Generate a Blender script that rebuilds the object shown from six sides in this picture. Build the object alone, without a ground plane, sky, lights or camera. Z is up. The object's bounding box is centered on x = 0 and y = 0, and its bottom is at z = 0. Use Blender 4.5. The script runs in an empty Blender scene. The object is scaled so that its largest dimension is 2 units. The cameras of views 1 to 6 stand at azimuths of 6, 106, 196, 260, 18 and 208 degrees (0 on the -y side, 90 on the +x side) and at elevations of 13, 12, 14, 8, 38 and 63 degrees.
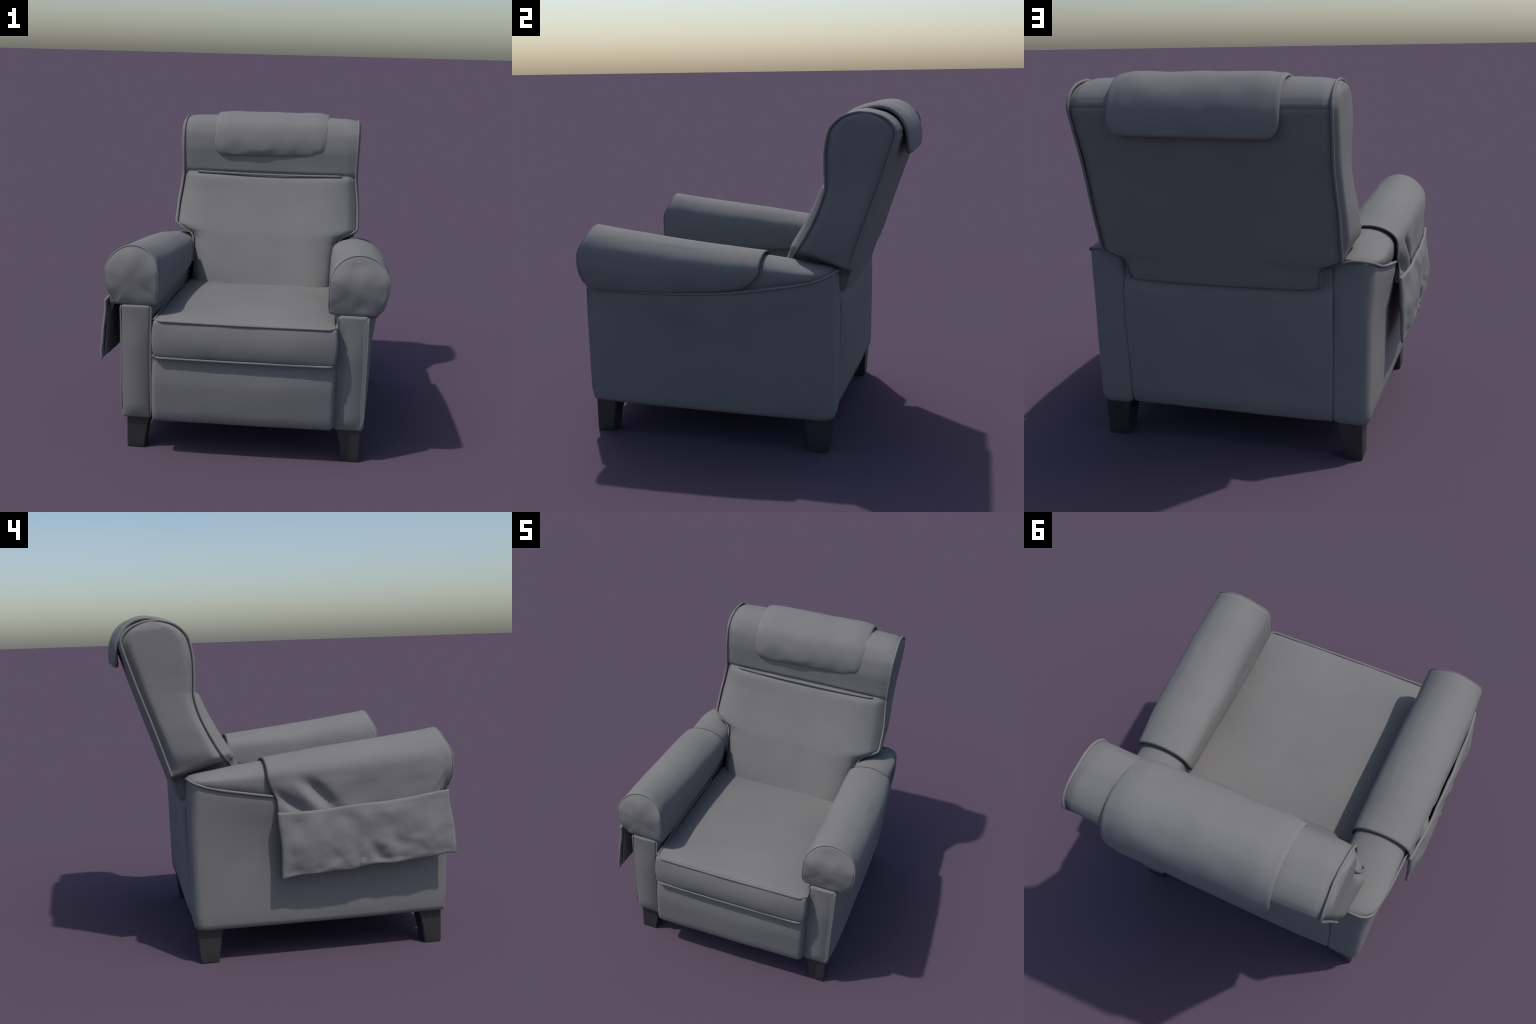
import bpy, math
import numpy as np
from mathutils import noise, Vector

# ---------------------------------------------------------------- helpers
XC = 0.018            # the chair's own centre line (the hanging pocket shifts the box)


def lerp(a, b, t):
    return a + (b - a) * t


def smooth(a, b, x):
    t = np.clip((np.asarray(x, float) - a) / (b - a), 0, 1)
    return t * t * (3 - 2 * t)


def hermite(xs, ys, q):
    """Monotone cubic interpolation (no overshoot) of columns ys over knots xs."""
    xs = np.asarray(xs, float)
    ys = np.asarray(ys, float)
    one = ys.ndim == 1
    if one:
        ys = ys[:, None]
    h = np.diff(xs)[:, None]
    d = np.diff(ys, axis=0) / h
    m = np.zeros_like(ys)
    m[0], m[-1] = d[0], d[-1]
    for k in range(1, len(xs) - 1):
        same = d[k - 1] * d[k] > 0
        w1, w2 = 2 * h[k] + h[k - 1], h[k] + 2 * h[k - 1]
        with np.errstate(divide='ignore', invalid='ignore'):
            hm = (w1 + w2) / (w1 / d[k - 1] + w2 / d[k])
        m[k] = np.where(same, hm, 0)
    q = np.clip(np.asarray(q, float), xs[0], xs[-1])
    i = np.clip(np.searchsorted(xs, q, side='right') - 1, 0, len(xs) - 2)
    t = ((q - xs[i]) / h[i, 0])[:, None]
    hh = h[i]
    r = ((2 * t**3 - 3 * t**2 + 1) * ys[i] + (t**3 - 2 * t**2 + t) * hh * m[i]
         + (-2 * t**3 + 3 * t**2) * ys[i + 1] + (t**3 - t**2) * hh * m[i + 1])
    return r[:, 0] if one else r


def spline(pts, n, closed=False):
    """Catmull-Rom curve through points, resampled evenly to n points."""
    p = np.asarray(pts, float)
    if closed:
        p = np.vstack([p[-1], p, p[0], p[1]])
    else:
        p = np.vstack([2 * p[0] - p[1], p, 2 * p[-1] - p[-2]])
    out = []
    for k in range(1, len(p) - 2):
        a, b, c, d = p[k - 1:k + 3]
        for t in np.linspace(0, 1, 24, endpoint=False):
            out.append(.5 * (2 * b + (c - a) * t + (2 * a - 5 * b + 4 * c - d) * t * t
                             + (3 * b - a - 3 * c + d) * t**3))
    out.append(p[-2])
    out = np.array(out)
    s = np.r_[0, np.cumsum(np.linalg.norm(np.diff(out, axis=0), axis=1))]
    q = np.linspace(0, s[-1], n + 1)[:-1] if closed else np.linspace(0, s[-1], n)
    return np.stack([np.interp(q, s, out[:, k]) for k in range(out.shape[1])], 1)


def fbm(x, y, z, scale, octaves=3, seed=0.0):
    return noise.fractal(Vector((x * scale + seed, y * scale - seed, z * scale + 2.3 * seed)),
                         0.9, 2.1, octaves)


def wob(P, amp, scale, seed=0.0, axis=None):
    """Gentle cloth unevenness added to an array of points."""
    Q = P.reshape(-1, 3)
    for v in Q:
        x, y, z = v
        if axis is None:
            v[0] += amp * fbm(x, y, z, scale, 2, seed)
            v[1] += amp * fbm(x, y, z, scale, 2, seed + 7)
            v[2] += amp * fbm(x, y, z, scale, 2, seed + 13)
        else:
            v[axis] += amp * fbm(x, y, z, scale, 3, seed)
    return P


ROOT = None


def make(name, verts, faces, mat, parent=None, angle=None, kind=None):
    me = bpy.data.meshes.new(name)
    me.from_pydata([tuple(map(float, v)) for v in verts], [], [tuple(f) for f in faces])
    me.validate()
    import bmesh
    bm = bmesh.new()
    bm.from_mesh(me)
    bmesh.ops.remove_doubles(bm, verts=bm.verts, dist=1e-5)
    bmesh.ops.recalc_face_normals(bm, faces=bm.faces)
    bm.to_mesh(me)
    bm.free()
    me.polygons.foreach_set('use_smooth', [True] * len(me.polygons))
    if angle:
        me.set_sharp_from_angle(angle=math.radians(angle))
    me.materials.append(mat)
    ob = bpy.data.objects.new(name, me)
    bpy.context.scene.collection.objects.link(ob)
    ob.parent = parent or ROOT
    if kind:
        ob['kind'] = kind
    return ob


def grid_faces(r, c, close_r=False, close_c=False, off=0):
    f = []
    for i in range(r if close_r else r - 1):
        for j in range(c if close_c else c - 1):
            a, b = i, (i + 1) % r
            d, e = j, (j + 1) % c
            f.append((off + a * c + d, off + a * c + e, off + b * c + e, off + b * c + d))
    return f


def loft(rings, cap0=True, cap1=True):
    """rings: list of equal closed loops; flat caps as shrinking rows."""
    rings = [np.asarray(r, float) for r in rings]

    def cap(r):
        c = r.mean(0)
        return [lerp(r, c, t) for t in (.3, .6, .85, .999)]
    if cap0:
        rings = cap(rings[0])[::-1] + rings
    if cap1:
        rings = rings + cap(rings[-1])
    R, C = len(rings), len(rings[0])
    return np.concatenate(rings), grid_faces(R, C, False, True)


def tube(path, rad, closed=False, sides=10):
    """Round cord along a path: the piping of the upholstery."""
    p = np.asarray(path, float)
    n = len(p)
    if closed:
        t = np.roll(p, -1, 0) - np.roll(p, 1, 0)
    else:
        t = np.gradient(p, axis=0)
    t /= np.linalg.norm(t, axis=1)[:, None] + 1e-12
    ref = np.array([0.31, 0.22, 0.92])
    if abs(t @ ref).mean() > .8:
        ref = np.array([.95, .1, -.2])
    a = np.cross(t, ref)
    a /= np.linalg.norm(a, axis=1)[:, None]
    b = np.cross(t, a)
    r = np.full(n, rad)
    if not closed:
        r[0] = r[-1] = rad * .35
    ang = np.linspace(0, 2 * np.pi, sides, endpoint=False)
    V = p[:, None] + r[:, None, None] * (np.cos(ang)[None, :, None] * a[:, None] + np.sin(ang)[None, :, None] * b[:, None])
    F = grid_faces(n, sides, closed, True)
    if not closed:
        F.append(tuple(range(sides)))
        F.append(tuple(range((n - 1) * sides, n * sides)))
    return V.reshape(-1, 3), F


def rounded_box(lo, hi, r, m=(14, 14, 14), k=4):
    """Box with rounded edges as six welded grids (verts, faces)."""
    lo, hi = np.array(lo, float), np.array(hi, float)
    c, h = (lo + hi) / 2, (hi - lo) / 2

    def ticks(a):
        e = h[a] - r
        edge = r * np.tan(np.linspace(0, np.pi / 4, k + 1))
        inner = np.linspace(-e, e, m[a])
        return np.r_[-(e + edge[::-1][:-1]), inner, (e + edge[1:])]
    V, F, off = [], [], 0
    for a in range(3):
        b, d = (a + 1) % 3, (a + 2) % 3
        for s in (-1, 1):
            tb, td = ticks(b), ticks(d)
            B, D = np.meshgrid(tb, td, indexing='ij')
            P = np.zeros(B.shape + (3,))
            P[..., a], P[..., b], P[..., d] = s * h[a], B, D
            core = np.clip(P, -(h - r), h - r)
            n = P - core
            n /= np.linalg.norm(n, axis=-1)[..., None]
            P = c + core + r * n
            F += grid_faces(len(tb), len(td), off=off)
            V.append(P.reshape(-1, 3))
            off += len(tb) * len(td)
    return np.concatenate(V), F


# ---------------------------------------------------------------- materials
def fabric(name, base, seed, stain=0.0):
    m = bpy.data.materials.new(name)
    m.use_nodes = True
    nt = m.node_tree
    N, L = nt.nodes, nt.links
    bs = N['Principled BSDF']
    tc = N.new('ShaderNodeTexCoord')
    mp = N.new('ShaderNodeMapping')
    mp.inputs['Location'].default_value = (seed, -seed * .7, seed * .3)
    L.new(tc.outputs['Object'], mp.inputs['Vector'])
    # broad unevenness of the dyed cloth
    n1 = N.new('ShaderNodeTexNoise')
    n1.inputs['Scale'].default_value = 3.2
    n1.inputs['Detail'].default_value = 4
    L.new(mp.outputs[0], n1.inputs['Vector'])
    r1 = N.new('ShaderNodeValToRGB')
    r1.color_ramp.elements[0].position = .3
    r1.color_ramp.elements[1].position = .7
    b = np.array(base)
    r1.color_ramp.elements[0].color = (*(b * np.array([.955, .955, .97])), 1)
    r1.color_ramp.elements[1].color = (*(b * np.array([1.045, 1.04, 1.025])), 1)
    L.new(n1.outputs['Fac'], r1.inputs['Fac'])
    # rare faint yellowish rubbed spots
    n2 = N.new('ShaderNodeTexNoise')
    n2.inputs['Scale'].default_value = 5.5
    n2.inputs['Detail'].default_value = 2
    L.new(mp.outputs[0], n2.inputs['Vector'])
    r2 = N.new('ShaderNodeValToRGB')
    r2.color_ramp.elements[0].position = .70
    r2.color_ramp.elements[1].position = .80
    r2.color_ramp.elements[1].color = (stain,) * 3 + (1,)
    L.new(n2.outputs['Fac'], r2.inputs['Fac'])
    mx = N.new('ShaderNodeMixRGB')
    mx.inputs['Color2'].default_value = (b[0] * 1.08, b[1] * 1.02, b[2] * .68, 1)
    L.new(r2.outputs['Color'], mx.inputs['Fac'])
    L.new(r1.outputs['Color'], mx.inputs['Color1'])
    L.new(mx.outputs['Color'], bs.inputs['Base Color'])
    # weave
    n3 = N.new('ShaderNodeTexNoise')
    n3.inputs['Scale'].default_value = 260
    n3.inputs['Detail'].default_value = 2
    L.new(mp.outputs[0], n3.inputs['Vector'])
    bp = N.new('ShaderNodeBump')
    bp.inputs['Strength'].default_value = .06
    bp.inputs['Distance'].default_value = .002
    L.new(n3.outputs['Fac'], bp.inputs['Height'])
    L.new(bp.outputs['Normal'], bs.inputs['Normal'])
    bs.inputs['Roughness'].default_value = .85
    bs.inputs['Specular IOR Level'].default_value = .25
    return m


def lacquered_wood(name):
    m = bpy.data.materials.new(name)
    m.use_nodes = True
    nt = m.node_tree
    N, L = nt.nodes, nt.links
    bs = N['Principled BSDF']
    tc = N.new('ShaderNodeTexCoord')
    mp = N.new('ShaderNodeMapping')
    mp.inputs['Scale'].default_value = (14, 14, 2.2)
    L.new(tc.outputs['Object'], mp.inputs['Vector'])
    n1 = N.new('ShaderNodeTexNoise')
    n1.inputs['Scale'].default_value = 2.0
    n1.inputs['Detail'].default_value = 5
    L.new(mp.outputs[0], n1.inputs['Vector'])
    r1 = N.new('ShaderNodeValToRGB')
    r1.color_ramp.elements[0].color = (.027, .0265, .026, 1)
    r1.color_ramp.elements[1].color = (.042, .0415, .0405, 1)
    L.new(n1.outputs['Fac'], r1.inputs['Fac'])
    L.new(r1.outputs['Color'], bs.inputs['Base Color'])
    bs.inputs['Roughness'].default_value = .36
    return m


GREY = np.array([.178, .176, .1735])
M_BODY = fabric('grey_fabric', GREY, 0.0, .0)
M_COVER = fabric('grey_cover_fabric', GREY * 1.02, 4.7, .5)
M_PIPE = fabric('grey_piping_fabric', GREY * 1.0, 9.1, .35)
M_LEG = lacquered_wood('dark_lacquered_wood')
_d = fabric('dark_lining_fabric', np.array([.02, .02, .02]), 2.0)
M_DARK = _d

# ---------------------------------------------------------------- the chair
ROOT = bpy.data.objects.new('recliner_armchair', None)
bpy.context.scene.collection.objects.link(ROOT)
ROOT['label'] = 'grey fabric recliner armchair with covered arms and dark legs'
ROOT['category'] = 'armchair'

PIPE = .0072


# ---- legs: tapered blocks, vertical outside, inner faces sloping
def leg(x_out, y_out, x_in_top, x_in_bot, y_in_top, y_in_bot, splay):
    rows = []
    for h in (0, .03, .25, .5, .75, 1.0):
        z = .004 * 0 + .225 * h
        e = h ** 1.5
        xi, yi = lerp(x_in_bot, x_in_top, e), lerp(y_in_bot, y_in_top, e)
        xo, yo = x_out, y_out + splay * h
        inset = .002 if h == 0 else 0
        cx, cy = (xi + xo) / 2, (yi + yo) / 2
        hx, hy = abs(xi - xo) / 2 - inset, abs(yi - yo) / 2 - inset
        b = .006
        ring = []
        for sx, sy in ((1, 1), (-1, 1), (-1, -1), (1, -1)):
            first, second = ((b, 0), (0, b)) if sx * sy < 0 else ((0, b), (b, 0))
            for dx, dy in (first, second):
                ring.append((cx + sx * (hx - dx), cy + sy * (hy - dy), z))
        rows.append(ring)
    v, f = loft(rows)
    make('leg', v, f, M_LEG, angle=40)


leg(.741, -.884, .590, .628, -.742, -.777, 0)
leg(-.706, -.884, -.555, -.596, -.740, -.779, 0)
leg(.740, .575, .589, .626, .430, .461, .022)
leg(-.706, .572, -.563, -.604, .424, .462, .015)

# ---- arm bases: the boxes that carry the arms
TOPY = [-.92, -.75, -.24, .07, .30, .49, .56, .615]
TOPZ = [.922, .922, .934, .960, .995, 1.032, 1.056, 1.082]


def base_top(y):
    return hermite(TOPY, TOPZ, np.atleast_1d(y))


def plan_outline(xi, xo, yf, yb, rf, rb, n=9):
    """Plan of an arm base, from the inner front corner round by the outside."""
    s = np.sign(xo)
    pts = []

    def arc(cx, cy, r, a0, a1):
        for a in np.linspace(a0, a1, n):
            pts.append((cx + s * r * math.cos(a), cy + r * math.sin(a)))

    def line(p, q, k):
        for t in np.linspace(0, 1, k + 2)[1:-1]:
            pts.append((lerp(p[0], q[0], t), lerp(p[1], q[1], t)))
    arc(xi + s * rf, yf + rf, rf, math.pi, 1.5 * math.pi)
    line(pts[-1], (xo - s * rf, yf), 8)
    arc(xo - s * rf, yf + rf, rf, -.5 * math.pi, 0)
    line(pts[-1], (xo, yb - rb), 40)
    arc(xo - s * rb, yb - rb, rb, 0, .5 * math.pi)
    line(pts[-1], (xi + s * .03, yb), 5)
    arc(xi + s * .03, yb - .03, .03, .5 * math.pi, math.pi)
    line(pts[-1], (xi, yf + rf), 40)
    return np.array(pts)


def bow(y, h, top, mid):
    """Outward swell of the long side: strongest under the arm roll."""
    y = np.asarray(y, float)
    along = np.clip(1 - ((y + .10) / .76) ** 4, 0, 1)
    hh = np.asarray(h, float)
    return along * (mid * (.75 + .25 * smooth(0, .45, hh)) + (top - mid) * smooth(.6, 1.0, hh))


def arm_base(s, xi, xo, yb, b_top, b_mid):
    o = plan_outline(xi, xo, -.897, yb, .012, .055)
    c = np.array([(xi + xo) / 2, -.13])
    rings = []
    # (height fraction, inset): rounded lower edge, faint belly, softened top
    for h, d in ((0, .030), (.008, .016), (.022, .006), (.05, .001), (.12, -.001), (.25, -.003), (.45, -.004), (.65, -.004),
                 (.82, -.002), (.93, 0), (.975, .001), (.993, .004), (1.0, .010)):
        half = np.array([abs(xo - xi) / 2, (yb + .897) / 2])
        q = c + (o - c) * (1 - d / half)
        zt = base_top(q[:, 1])
        z = .196 + h * (zt - .196)
        outer = smooth(.5, 1, (q[:, 0] - xi) / (xo - xi))
        q[:, 0] += np.sign(xo) * outer * bow(q[:, 1], h, b_top, b_mid)
        q[:, 0] -= np.sign(xo) * .028 * smooth(.5, 0, (q[:, 0] - xi) / (xo - xi)) * smooth(.75, .9, h) * smooth(-.86, -.6, q[:, 1]) * smooth(.45, .3, q[:, 1])
        rings.append(np.c_[q, z])
    v, f = loft(rings)
    wob(v, .0022, 3.1, 3 + s)
    ob = make('arm_base', v, f, M_BODY)
    # padded front panel between two cords
    v, f = rounded_box((min(xi, xo) + .006, -.897 + .004 * s, .203), (max(xi, xo) - .007, -.86, .93), .016, (10, 4, 24))
    cx, hx = (xi + xo) / 2, abs(xo - xi) / 2 - .01
    b = np.clip(1 - ((v[:, 0] - cx) / hx) ** 2, 0, 1) * np.clip((v[:, 2] - .21) / .06, 0, 1) * (1 + 2.0 * smooth(.90, .65, v[:, 2]))
    v[:, 1] -= np.where(v[:, 1] < -.88, .006 * b, 0)
    make('arm_facing', v, f, M_BODY, ob)
    for x, lean in ((xo - np.sign(xo) * .004, 1), (xi + np.sign(xo) * .004, 0)):
        z = np.linspace(.925, .210, 40)
        tuck = smooth(.29, .20, z) * .022
        p = np.c_[x - np.sign(xo) * tuck * (1 if lean else -.2), -.896 + tuck * .3, z]
        wob(p, .0015, 4, 5 * s)
        make('piping', *tube(p, PIPE * (.9 if lean else .75)), M_PIPE, ob)
    # cord along the top of the outer side, turning round the rear corner
    k = plan_outline(xi, xo, -.897, yb, .012, .055)
    i0 = 9 + 8 + 9
    k = k[i0:i0 + 40 + 9 + 5 + 2]
    k = k[k[:, 1] > (-.86 if s > 0 else .10)]
    kz = base_top(k[:, 1])
    s2 = np.sign(xo)
    kb = s2 * bow(k[:, 1], 1, b_top, b_mid) * smooth(.5, 1, (k[:, 0] - xi) / (xo - xi))
    p = spline(np.c_[k[:, 0] + kb + s2 * .002, k[:, 1] + .002, kz - .002 - .022 * smooth(.12, .02, abs(k[:, 0] - xi)) * (k[:, 1] > .5)], 110)
    make('piping', *tube(p, PIPE), M_PIPE, ob)
    return ob


BASE_R = arm_base(1, .572, .760, .614, .068, .024)
BASE_L = arm_base(-1, -.545, -.740, .602, .058, .008)


# ---- arms: rolled tops
def arm_section(x_in, x_out, z0, z1, y, n=72, hang=0.0):
    """Horseshoe section; a across from inner to outer side, b upwards.
    hang 1 lets the outer side fall straight down as loose cloth."""
    crown = [(.07, 0), (.005, .08), (-.006, .26), (-.003, .48), (.022, .66), (.10, .81), (.27, .945), (.5, 1.0), (.73, .945),
             (.90, .81), (.985, .65), (1.0, .45)]
    tucked = [(.988, .30), (.962, .17), (.93, .08), (.905, .03), (.88, .01), (.86, 0), (.5, -.01)]
    e = (.845 - z0) / (z1 - z0)
    loose = [(1.0, .25), (1.0, .0), (.998, e + .03), (.975, e), (.95, e + .03), (.94, -.02), (.5, -.01)]
    ab = np.array(crown + [tuple(p) for p in lerp(np.array(tucked), np.array(loose), hang)])
    q = spline(ab, n, True)
    return np.c_[lerp(x_in, x_out, q[:, 0]), np.full(n, y), lerp(z0, z1, q[:, 1])]


def arm(s, par):
    """par rows: y, inner x, outer x, bottom z, top z"""
    par = np.array(par)
    ys = np.r_[np.linspace(par[0, 0], .45, 40), np.linspace(.47, par[-1, 0], 20)]
    q = hermite(par[:, 0], par[:, 1:], ys)
    return [arm_section(*row, y) for row, y in zip(q, ys)]


rows_r = [(-.86, .545, .835, .92, 1.262), (-.3, .535, .815, .92, 1.20), (.15, .525, .805, .945, 1.152), (.32, .528, .806, .98, 1.130),
          (.44, .535, .806, 1.00, 1.112), (.53, .545, .788, 1.02, 1.098), (.575, .555, .758, 1.03, 1.088), (.598, .57, .72, 1.03, 1.080)]
rows_l = [(y, -a + .022, -b + .012, c, d) for y, a, b, c, d in rows_r]
ARM_R = make('armrest', *loft(arm(1, rows_r)), M_BODY)
ARM_L = make('armrest', *loft(arm(-1, rows_l)), M_BODY)


def fold(y, z, y0, z0, ang, width, length):
    """A soft crease: gaussian ridge along a direction in the y-z plane."""
    u = (y - y0) * math.cos(ang) + (z - z0) * math.sin(ang)
    v = -(y - y0) * math.sin(ang) + (z - z0) * math.cos(ang)
    return math.exp(-(v / width) ** 2 - (u / length) ** 2)


def cloth_folds(y, z):
    """Sagging diagonal folds of the loose side of the cover (positive is inward)."""
    r = math.radians
    d = .040 * fold(y, z, -.125, .970, r(48), .036, .15)
    d -= .014 * fold(y, z, -.055, .945, r(46), .030, .13)
    d += .030 * fold(y, z, .045, .925, r(38), .026, .11)
    d += .016 * fold(y, z, -.835, .965, r(138), .022, .06)
    d += .010 * fold(y, z, -.36, .96, r(92), .09, .14)
    d += .008 * fbm(y, z, .4, 4.5, 2, 8.0)
    return d


def arm_cover(s, parent, par, y_end_top, seed):
    par = np.array(par)
    ts = np.r_[0, .006, .015, .03, .05, np.linspace(.08, .96, 46), .985, 1.0]
    y0, y1 = par[0, 0], par[-1, 0]
    rings = []
    for t in ts:
        y = lerp(y0, y1, t)
        row = hermite(par[:, 0], par[:, 1:], [y])[0]
        loose = float(smooth(-.875, -.80, y)) if s < 0 else 0.0
        r = arm_section(*row, y, 120, loose)
        if s > 0 or loose < 1:          # front end drawn in towards its lower outer corner
            low = smooth(row[2] + .16, row[2], r[:, 2]) * smooth(.66, .79, np.abs(r[:, 0])) * float(smooth(-.80, -.89, y))
            r[:, 0] -= s * .026 * low
        b = np.clip((r[:, 2] - row[2]) / (row[3] - row[2]), 0, 1)
        # the front face leans back towards the top, the rear hem runs on at the top
        r[:, 1] += (1 - t) ** 6 * (.050 * smooth(.55, 1.0, b) + .016 * smooth(.3, 0, b))
        side = np.abs(r[:, 0]) > .68
        r[:, 1] -= t ** 4 * np.where(side, y_end_top, .03) * np.clip(1 - b / .62, 0, 1) ** 1.6
        c = r.mean(0)
        k = -.010 if t == 0 else (-.004 if t == .006 else (-.002 if t == 1 else 0))
        flat = np.array([1, 0, 1])
        r = r + (r - c) * flat * k / .17
        rings.append(r)
    body = np.array(rings)
    # cloth unevenness, stronger along the sides
    for ring in body[3:]:
        for v in ring:
            d = fbm(v[0], v[1] * .6, v[2], 3.6, 3, seed)
            side = np.sign(v[0] - (.69 * s)) if abs(v[0] - .69 * s) > .1 else 0
            v[0] += .006 * d * side
            v[2] += .003 * fbm(v[0], v[1], v[2], 2.6, 2, seed + 5)
            if s < 0 and v[0] < -.76:
                v[0] += cloth_folds(v[1], v[2]) * float(smooth(1.10, 1.0, v[2]) * smooth(-.88, -.82, v[1]))
    first = body[0]
    c = first.mean(0) + np.array([0, -.002, 0])
    front = []
    for t in (.08, .18, .3, .45, .6, .75, .9, .999):
        q = lerp(first, c, t)
        dome = .020 * (1 - (1 - t) ** 2.2)
        q[:, 1] = c[1] + (first[:, 1] - c[1]) * (1 - t) ** 3 - dome
        for v in q:
            d = fbm(v[0], 0, v[2], 5.2, 2, seed + 31)
            v[1] += .017 * d * smooth(0, .3, t) 
        front.append(q)
    allr = front[::-1] + list(body)
    # closing the rear hem: turn inwards
    last = body[-1]
    cl = last.mean(0)
    for k in (.03, .10):
        q = last + (cl - last) * k
        q[:, 1] -= .004 + .2 * k
        allr.append(q)
    V = np.concatenate(allr)
    ob = make('armrest_cover', V, grid_faces(len(allr), 120, False, True), M_COVER, parent)
    seam = body[1]
    lo = seam[:, 2].min() + .03
    run = [v for v in np.roll(seam, -int(np.argmin(seam[:, 2])), 0) if v[2] > lo]
    p = spline(np.array(run)[::3] + np.array([0, -.001, 0]), 120)
    make('cover_seam', *tube(p, .0045, sides=8), M_COVER, ob)
    return ob


cov_r = [(-.900, .512, .868, .930, 1.294), (-.5, .511, .876, .925, 1.246), (-.1, .509, .862, .938, 1.202), (.205, .506, .828, .955, 1.168)]
cov_l = [(-.913, -.503, -.832, .930, 1.294), (-.5, -.494, -.838, .922, 1.246), (-.1, -.486, -.832, .928, 1.202), (.175, -.484, -.818, .945, 1.166)]
COV_R = arm_cover(1, ARM_R, cov_r, .13, 11.0)
COV_L = arm_cover(-1, ARM_L, cov_l, .055, 23.0)


# ---- cloth flap hanging from the cover, with a pocket sewn on it
def sheet(name, fx, y_front, y_back, z_top, z_bot, thick, parent, rows=60, cols=110, round_edge=True):
    """Thin hanging cloth: fx(y, h) gives x of the outer face; h 0 at top."""
    outer = np.zeros((rows, cols, 3))
    for i in range(rows):
        h = i / (rows - 1)
        for j in range(cols):
            w = j / (cols - 1)
            y = lerp(y_front(h), y_back(h), w)
            z = lerp(z_top(w), z_bot(w), h)
            outer[i, j] = (fx(y, h, w, z), y, z)
    inner = outer.copy()
    inner[..., 0] += thick
    # pinch the borders so that the two faces meet in a soft hem
    ii, jj = np.meshgrid(np.arange(rows), np.arange(cols), indexing='ij')
    e = np.minimum.reduce([np.minimum(rows - 1 - ii, ii) * 1.0, np.minimum(jj, cols - 1 - jj) * 1.0])
    pin = np.where(e == 0, .42, np.where(e == 1, .12, 0.0))
    mid = (outer + inner) / 2
    outer += (mid - outer) * pin[..., None]
    inner += (mid - inner) * pin[..., None]
    V = np.concatenate([outer.reshape(-1, 3), inner.reshape(-1, 3)])
    n = rows * cols
    F = grid_faces(rows, cols) + [f[::-1] for f in grid_faces(rows, cols, off=n)]
    border = ([(0, j) for j in range(cols)] + [(i, cols - 1) for i in range(1, rows)]
              + [(rows - 1, j) for j in range(cols - 2, -1, -1)] + [(i, 0) for i in range(rows - 2, 0, -1)])
    idx = [i * cols + j for i, j in border]
    for a, b in zip(idx, idx[1:] + idx[:1]):
        F.append((a, b, b + n, a + n))
    return make(name, V, F, M_COVER, parent)


def flap_x(y, h, w, z):
    base = hermite([.45, .62, .75, .90], [-.836, -.838, -.830, -.822], [z])[0] + .016 * (w - .45)
    return base + .010 * fbm(y, z, 4.2, 3.0, 2, 9.0)


def pocket_x(y, h, w, z):
    r = math.radians
    sides = math.sin(math.pi * min(1, max(0, w))) ** .5
    belly = (.010 + .016 * math.sin(math.pi * min(1, h * .85 + .15)) ) * sides
    d = .018 * fbm(y, z, 7.7, 5.0, 2, 5.0) + .006 * fbm(y, z, 9.2, 11.0, 2, 2.0) * float(smooth(.2, .8, h))
    d += .018 * fold(y, z, -.44, .62, r(55), .04, .10)
    d -= .014 * fold(y, z, -.355, .555, r(95), .016, .04)
    d += .012 * fold(y, z, -.60, .66, r(20), .04, .12)
    d += .010 * fold(y, z, .02, .78, r(90), .04, .06)
    edge = min(h * 6, (1 - h) * 12, 1)
    d = d * (.3 + .7 * edge) * (.35 + .65 * sides)
    return flap_x(y, h, w, z) - .017 - max(belly - d, -.004)


sheet('cover_flap', flap_x, lambda h: lerp(-.850, -.890, h), lambda h: lerp(.085, .074, h), lambda w: lerp(.900, .862, w),
      lambda w: lerp(.600, .528, w), .008, COV_L)
sheet('pocket', pocket_x, lambda h: lerp(-.880, -.922, h) + .004 * math.sin(8 * h), lambda h: lerp(.118, .102, h) + .004 * math.sin(7 * h + 1), lambda w: lerp(.948, .872, w) - .008 * math.sin(math.pi * w) + .003 * math.sin(13 * w + .5),
      lambda w: lerp(.580, .504, w) + .004 * math.sin(17 * w) + .003 * math.sin(29 * w), .019, COV_L)

# ---- seat deck, dark underside
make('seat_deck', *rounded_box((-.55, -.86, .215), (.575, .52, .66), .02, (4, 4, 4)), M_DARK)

# ---- seat cushion
def seat_half(x):
    return (x - .026) / .545


def seat():
    v, f = rounded_box((-.519, -.965, .636), (.571, .22, .862), .018, (40, 44, 12), 3)
    for p in v:
        x, y, z = p
        u = seat_half(x)
        h = np.clip((z - .636) / .226, 0, 1)
        bell = (1 - u * u)
        # crowned top, front slightly lower towards the back, boxed front with belly
        fy = np.clip((y + .965) / 1.15, 0, 1)
        p[2] += h * (.046 * (1 - abs(u) ** 3) * math.sin(math.pi * min(1, fy * 1.05) ** .75) ** .8 - .047 * fy ** 2.0)
        if y < -.6:
            k = float(smooth(-.6, -.95, y))
            p[1] -= k * (.023 * math.sin(math.pi * h) ** .7 + .020 * (1 - h)) * (.45 + .55 * max(0, 1 - u ** 4))
        p[1] += .008 * u * float(smooth(-.5, -.95, y))
        p[0] += .010 * math.sin(math.pi * h) * np.sign(u) * float(smooth(.9, 1, abs(u)))
    wob(v, .003, 4.5, 2)
    return make('seat_cushion', v, f, M_BODY)


SEAT = seat()


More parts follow.
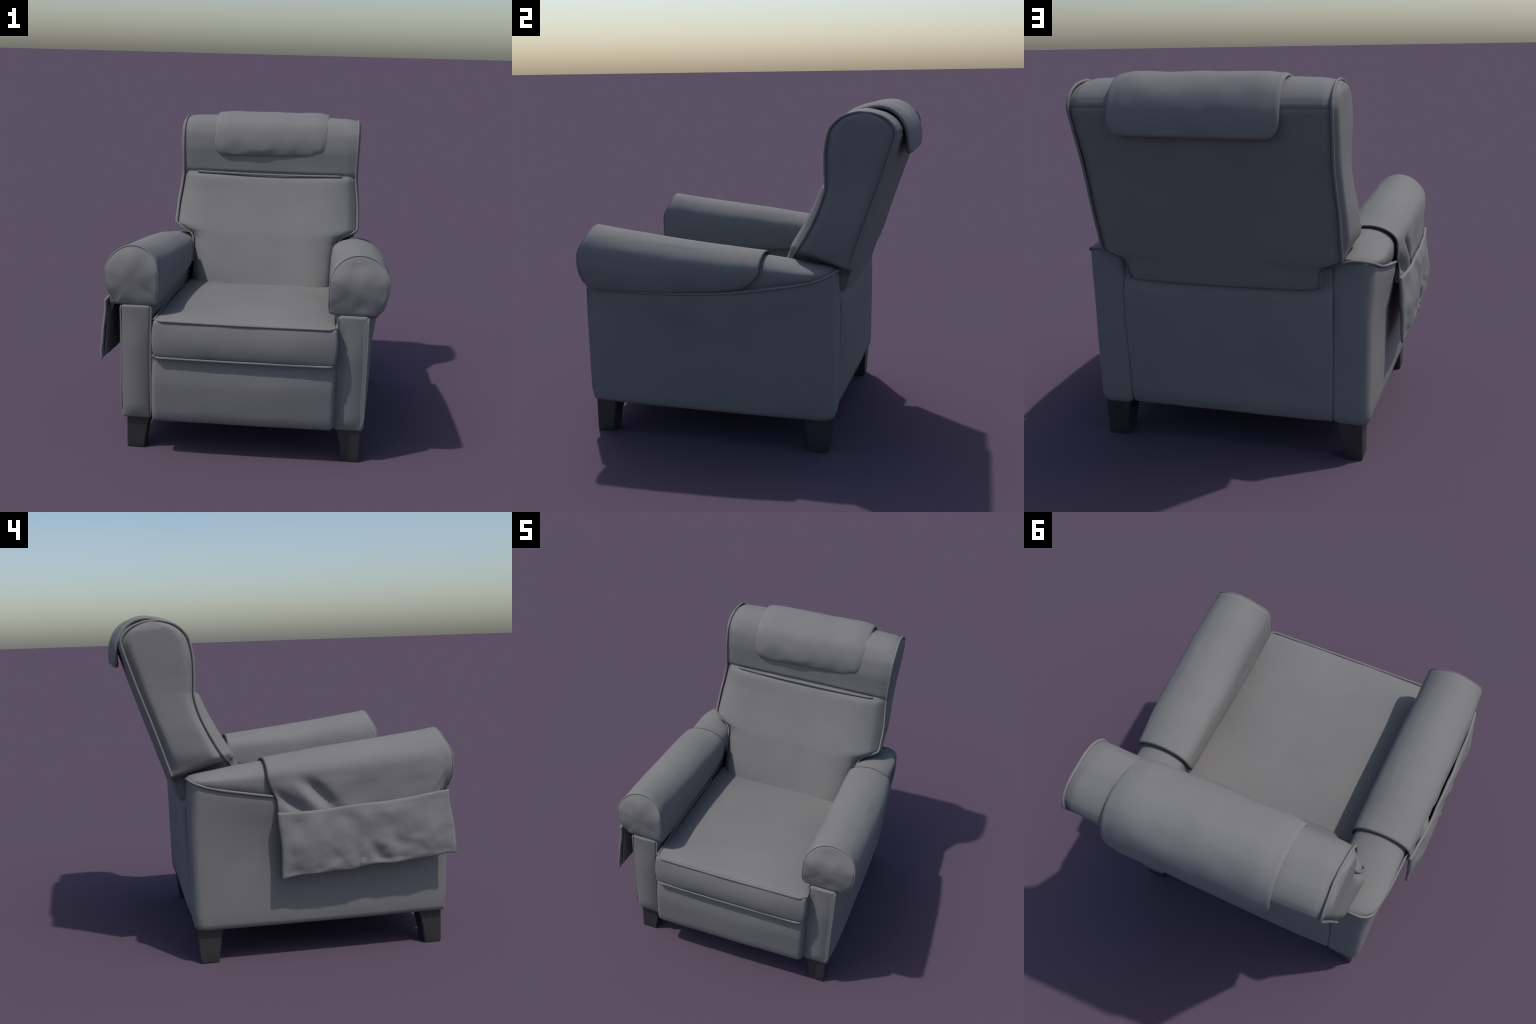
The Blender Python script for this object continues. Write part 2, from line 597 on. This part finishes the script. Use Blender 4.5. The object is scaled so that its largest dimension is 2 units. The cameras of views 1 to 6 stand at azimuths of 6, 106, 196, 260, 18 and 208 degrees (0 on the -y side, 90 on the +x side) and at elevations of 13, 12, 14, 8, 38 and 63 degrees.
def seat_cord(z_side, z_mid, y_front, inset, back):
    pts = []
    xl, xr = -.519 + inset, .571 - inset
    r = .05
    pts.append((xl, back, z_side - .03))
    pts.append((xl, -.4, z_side + .0))
    for a in np.linspace(0, 90, 6):
        a = math.radians(a)
        pts.append((xl + r - r * math.cos(a), y_front + r - r * math.sin(a) + .008 * math.cos(a), z_side))
    for t in np.linspace(.1, .9, 9):
        pts.append((lerp(xl + r, xr - r, t), y_front - .004 * math.sin(math.pi * t), z_side + (z_mid - z_side) * math.sin(math.pi * t)))
    for a in np.linspace(90, 0, 6):
        a = math.radians(a)
        pts.append((xr - r + r * math.cos(a), y_front + r - r * math.sin(a) + .008 * math.cos(a), z_side))
    pts.append((xr, -.4, z_side + .0))
    pts.append((xr, back, z_side - .03))
    pts = [(x, y + .008 * seat_half(x) * float(smooth(-.5, -.95, y)), z) for x, y, z in pts]
    return spline(pts, 220)


make('piping', *tube(seat_cord(.862, .860, -.970, .001, -.0), PIPE), M_PIPE, SEAT)
make('piping', *tube(seat_cord(.636, .635, -.983, -.004, -.6), PIPE), M_PIPE, SEAT)

# ---- footrest panel under the cushion
v, f = rounded_box((-.531, -.968, .214), (.577, -.86, .665), .032, (40, 4, 24))
for p in v:
    u = seat_half(p[0])
    h = (p[2] - .208) / .457
    if p[1] < -.90:
        p[1] -= .012 * max(0, 1 - u ** 4) * math.sin(math.pi * min(1, h * .9 + .1)) - .004
        p[1] += .012 * float(smooth(.22, 0, h)) ** 1.5
        p[1] += .014 * float(smooth(.55, .95, h)) + .012 * u - .006
wob(v, .003, 3.3, 8)
FOOT = make('footrest', v, f, M_BODY)

# ---- rear panel between the arm bases
v, f = rounded_box((-.556, .54, .203), (.580, .600, 1.035), .02, (40, 4, 30))
for p in v:
    if p[1] > .575:
        u = seat_half(p[0])
        p[1] += .008 * max(0, 1 - u ** 6) + .006 + .022 * float(smooth(.2, .85, p[2])) - .03 * float(smooth(.88, .94, p[2])) - .020 * float(smooth(.28, .20, p[2]))
wob(v, .0035, 3.0, 12)
make('base_panel', v, f, M_BODY)

# ---------------------------------------------------------------- backrest
# rows from the seat up to the crest: side outline front (y,z), side outline rear (y,z),
# half width, forward swell of the middle of the front, rearward swell of the middle of the rear
BACK = np.array([
    # fy    fz     ry    rz     W    front centre y   rear
    (.185, .760, .622, .934, .512, .100, .012),
    (.225, .880, .632, .930, .515, .162, .015),
    (.285, 1.010, .643, .957, .520, .230, .017),
    (.322, 1.095, .659, 1.012, .526, .272, .019),
    (.345, 1.140, .670, 1.048, .556, .294, .020),
    (.374, 1.172, .676, 1.067, .628, .311, .021),
    (.398, 1.205, .683, 1.088, .662, .330, .022),
    (.460, 1.312, .755, 1.310, .660, .393, .024),
    (.512, 1.430, .802, 1.445, .648, .456, .022),
    (.547, 1.525, .842, 1.560, .638, .509, .020),
    (.554, 1.560, .856, 1.600, .636, .544, .020),
    (.553, 1.630, .872, 1.650, .636, .548, .020),
    (.552, 1.720, .903, 1.745, .638, .548, .018),
    (.574, 1.850, .929, 1.835, .640, .573, .014),
    (.602, 1.893, .918, 1.872, .640, .603, .012),
    (.648, 1.929, .890, 1.905, .639, .648, .012),
    (.700, 1.947, .838, 1.936, .637, .697, .012),
    (.750, 1.955, .785, 1.951, .634, .749, .012),
])
SEAM = 10                        # row of the seam between back cushion and head cushion
sub = 7
knots = np.arange(len(BACK))
tt = np.linspace(0, len(BACK) - 1, (len(BACK) - 1) * sub + 1)
B = hermite(knots, BACK, tt)
iseam = SEAM * sub
U = np.sin(np.linspace(-1, 1, 81) * math.pi / 2)
U = .55 * U + .45 * np.linspace(-1, 1, 81)
NU = len(U)
XB = .017                        # centre line of the backrest


def frame(col_y, col_z):
    t = np.gradient(np.c_[B[:, col_y], B[:, col_z]], axis=0)
    t /= np.linalg.norm(t, axis=1)[:, None] + 1e-9
    return t


tf, tr = frame(0, 1), frame(2, 3)
nf = np.c_[-tf[:, 1], tf[:, 0]]          # outward (forward) normal of the front chain
nr = np.c_[tr[:, 1], -tr[:, 0]]


def twist_front(u, z):
    """The head end is turned a little: its left side stands forward."""
    k = float(smooth(1.40, 1.62, z))
    return k * (.016 * min(u, 0) - .008 * abs(u) * (u > 0) - .004)


def twist_rear(u, z):
    return .002 * u * float(smooth(1.10, 1.35, z))


def rear_width(i):
    return B[i, 4] - .024 * float(smooth(1.80, 1.25, B[i, 3])) * float(smooth(.58, .66, B[i, 4]))


def front_surface():
    P = np.zeros((len(tt), NU, 3))
    crest_z = B[-1, 1]
    # centre line as its own smooth curve over height
    for i in range(len(tt)):
        W, z = B[i, 4], B[i, 1]
        head = float(i >= iseam)
        for j, u in enumerate(U):
            a = abs(u)
            edge = float(1 - smooth(0, .10, 1 - a))
            seam = .011 * math.exp(-((z - B[iseam, 1]) / .011) ** 2) * float(abs(i - iseam) < 12)
            full = 1 - a ** 9
            y = lerp(B[i, 0], B[i, 5], full) - .012 * (1 - head) * full * smooth(.15, .75, a)
            lift = .013 * head * float(smooth(1.86, 1.94, z)) * full
            d = -(.004 + .010 * (1 - head)) * edge - seam * (1 if a < .86 else .6) + lift
            y += twist_front(u, z)
            P[i, j] = (XB + (W - .004) * u, y + nf[i, 0] * d, z + nf[i, 1] * d)
    return P


def rear_surface():
    P = np.zeros((len(tt), NU, 3))
    zs = 1.835
    for i in range(len(tt)):
        W, sw = B[i, 4], B[i, 6]
        for j, u in enumerate(U):
            a = abs(u)
            edge = .010 * (1 - smooth(0, .07, 1 - a))
            seam = .006 * math.exp(-((B[i, 3] - zs) / .006) ** 2)
            d = sw * (1 - a ** 4) - float(edge) - seam
            P[i, j] = (XB + (rear_width(i) - .004) * u, B[i, 2] + twist_rear(u, B[i, 3]) + nr[i, 0] * d, B[i, 3] + nr[i, 1] * d)
    return P


FS, RS = front_surface(), rear_surface()
wob(FS, .003, 3.4, 1)
wob(RS, .003, 2.6, 5)
# join the crest: last rows meet half way
crest = (FS[-1] + RS[-1]) / 2 + np.array([0, 0, .001])


def surface(name, P, mat=M_BODY, parent=None):
    r, c = P.shape[:2]
    return make(name, P.reshape(-1, 3), grid_faces(r, c), mat, parent)


irear = int(np.argmin(abs(B[:, 3] - 1.835) + (np.arange(len(tt)) < 60) * 9))
# bottom of the cushion, hidden behind the seat
bottom = np.array([lerp(FS[0], RS[0], t) for t in np.linspace(1, 0, 6)])
BACKC = surface('back_cushion', np.concatenate([bottom[1:], FS[1:iseam + 1]]))
HEADC = surface('head_cushion', np.concatenate([FS[iseam:], crest[None], RS[irear:][::-1]]))
REARC = surface('back_panel', RS[:irear + 1])


def wing(s):
    """Side of the backrest, padded, with its cord."""
    M = 22
    P = np.zeros((len(tt), M, 3))
    for i in range(len(tt)):
        W = B[i, 4]
        f2, r2 = B[i, 0:2], B[i, 2:4]
        span = np.linalg.norm(r2 - f2)
        for j in range(M):
            w = .5 - .5 * math.cos(math.pi * j / (M - 1))
            q = lerp(f2, r2, w)
            q = q + np.array([lerp(twist_front(s, f2[1]), twist_rear(s, r2[1]), w), 0])
            Wq = lerp(W, rear_width(i), w)
            e = min(w, 1 - w) * span
            up = float(smooth(0, .05, e))
            top = float(smooth(0, .06, B[-1, 1] - max(f2[1], r2[1]) + .02))
            full = float(smooth(1.10, 1.22, q[1]))
            out = -.006 + (.024 if s > 0 else .032) * up * (.35 + .65 * top) * (.3 + .7 * full)
            low = float(smooth(1.75, 1.25, q[1])) * (.0 if s > 0 else .004) * full * up
            # recess the edge under the cord
            P[i, j] = (XB + s * (Wq + out + low), *q)
    wob(P, .0025, 3.6, 15 + s)
    r, c = P.shape[:2]
    ob = make('wing_panel', P.reshape(-1, 3), grid_faces(r, c), M_BODY)
    path = [(XB + s * (B[i, 4] + .001), B[i, 0] + twist_front(s, B[i, 1]), B[i, 1]) for i in range(10, len(tt), 3)]
    path += [(XB + s * (rear_width(i) + .001), B[i, 2] + twist_rear(s, B[i, 3]), B[i, 3]) for i in range(len(tt) - 2, 6 * sub - 4, -3)]
    p = spline(path, 320)
    wob(p, .0012, 6, 3 * s)
    make('piping', *tube(p, PIPE), M_PIPE, ob)
    return ob


wing(1)
wing(-1)
# straight cord in the seam under the head cushion
p = [(x, 0, 0) for x in np.linspace(-.52, .556, 40)]
p = np.array(p)
for q in p:
    q[1] = .520 + .010 * (abs(q[0] - XB) / .54) ** 4 + twist_front((q[0] - XB) / .633, 1.5)
    q[2] = 1.561 - .007 * math.sin(math.pi * (q[0] + .52) / 1.076)
make('piping', *tube(p, PIPE * 1.15), M_PIPE, BACKC)


# ---- loose head cover draped over the crest
def head_cover():
    path = spline([(.547, 1.685), (.545, 1.758), (.558, 1.835), (.591, 1.903), (.652, 1.946), (.722, 1.970), (.795, 1.978),
                   (.864, 1.959), (.920, 1.911), (.954, 1.845), (.966, 1.770), (.964, 1.698)], 110)
    t = np.gradient(path, axis=0)
    t /= np.linalg.norm(t, axis=1)[:, None]
    nrm = np.c_[-t[:, 1], t[:, 0]]
    s = np.r_[0, np.cumsum(np.linalg.norm(np.diff(path, axis=0), axis=1))]
    L = s[-1]
    n = len(path)
    nu = 70
    V = []
    xl, xr = -.392, .440
    cx, hx = (xl + xr) / 2, (xr - xl) / 2
    # ends: finer sampling comes from the rounded corner rule
    for side in (1, -1):
        for i in range(n):
            e = min(s[i], L - s[i])
            R = .085
            cut = R - math.sqrt(max(0, R * R - max(0, R - e) ** 2)) if e < R else 0
            W = hx - cut * .95
            for j in range(nu):
                u = math.sin((j / (nu - 1) * 2 - 1) * math.pi / 2)
                x = cx + W * u
                ex = W - abs(W * u)
                edge = min(ex, e)
                thick = .0165 * math.sqrt(max(0.0, 1 - max(0, 1 - edge / .022) ** 2)) + .0005
                thick *= .72 + .28 * float(smooth(0, .09, ex))
                yz = path[i] + side * nrm[i] * thick
                # slumped, dented cloth
                if side == 1:
                    d = (.006 + .007 * float(smooth(.22, .02, s[i]))) * fbm(x, yz[0], yz[1], 4.6, 2, 6.0) * float(smooth(0, .05, edge))
                    yz = yz + nrm[i] * d
                yz = yz + np.array([0, .010 * math.sin(3.0 * x + .4)]) * float(smooth(.1, 0, e)) * .6
                k = s[i] / L
                yz = yz + np.array([lerp(.012, .010, k) * u, 0]) - nrm[i] * .004 * float(smooth(.10, 0, ex))
                V.append((x, *yz))
    V = np.array(V)
    F = grid_faces(n, nu) + [q[::-1] for q in grid_faces(n, nu, off=n * nu)]
    border = ([(0, j) for j in range(nu)] + [(i, nu - 1) for i in range(1, n)]
              + [(n - 1, j) for j in range(nu - 2, -1, -1)] + [(i, 0) for i in range(n - 2, 0, -1)])
    idx = [i * nu + j for i, j in border]
    m = n * nu
    for a, b in zip(idx, idx[1:] + idx[:1]):
        F.append((a, b, b + m, a + m))
    return make('headrest_cover', V, F, M_COVER)


head_cover()
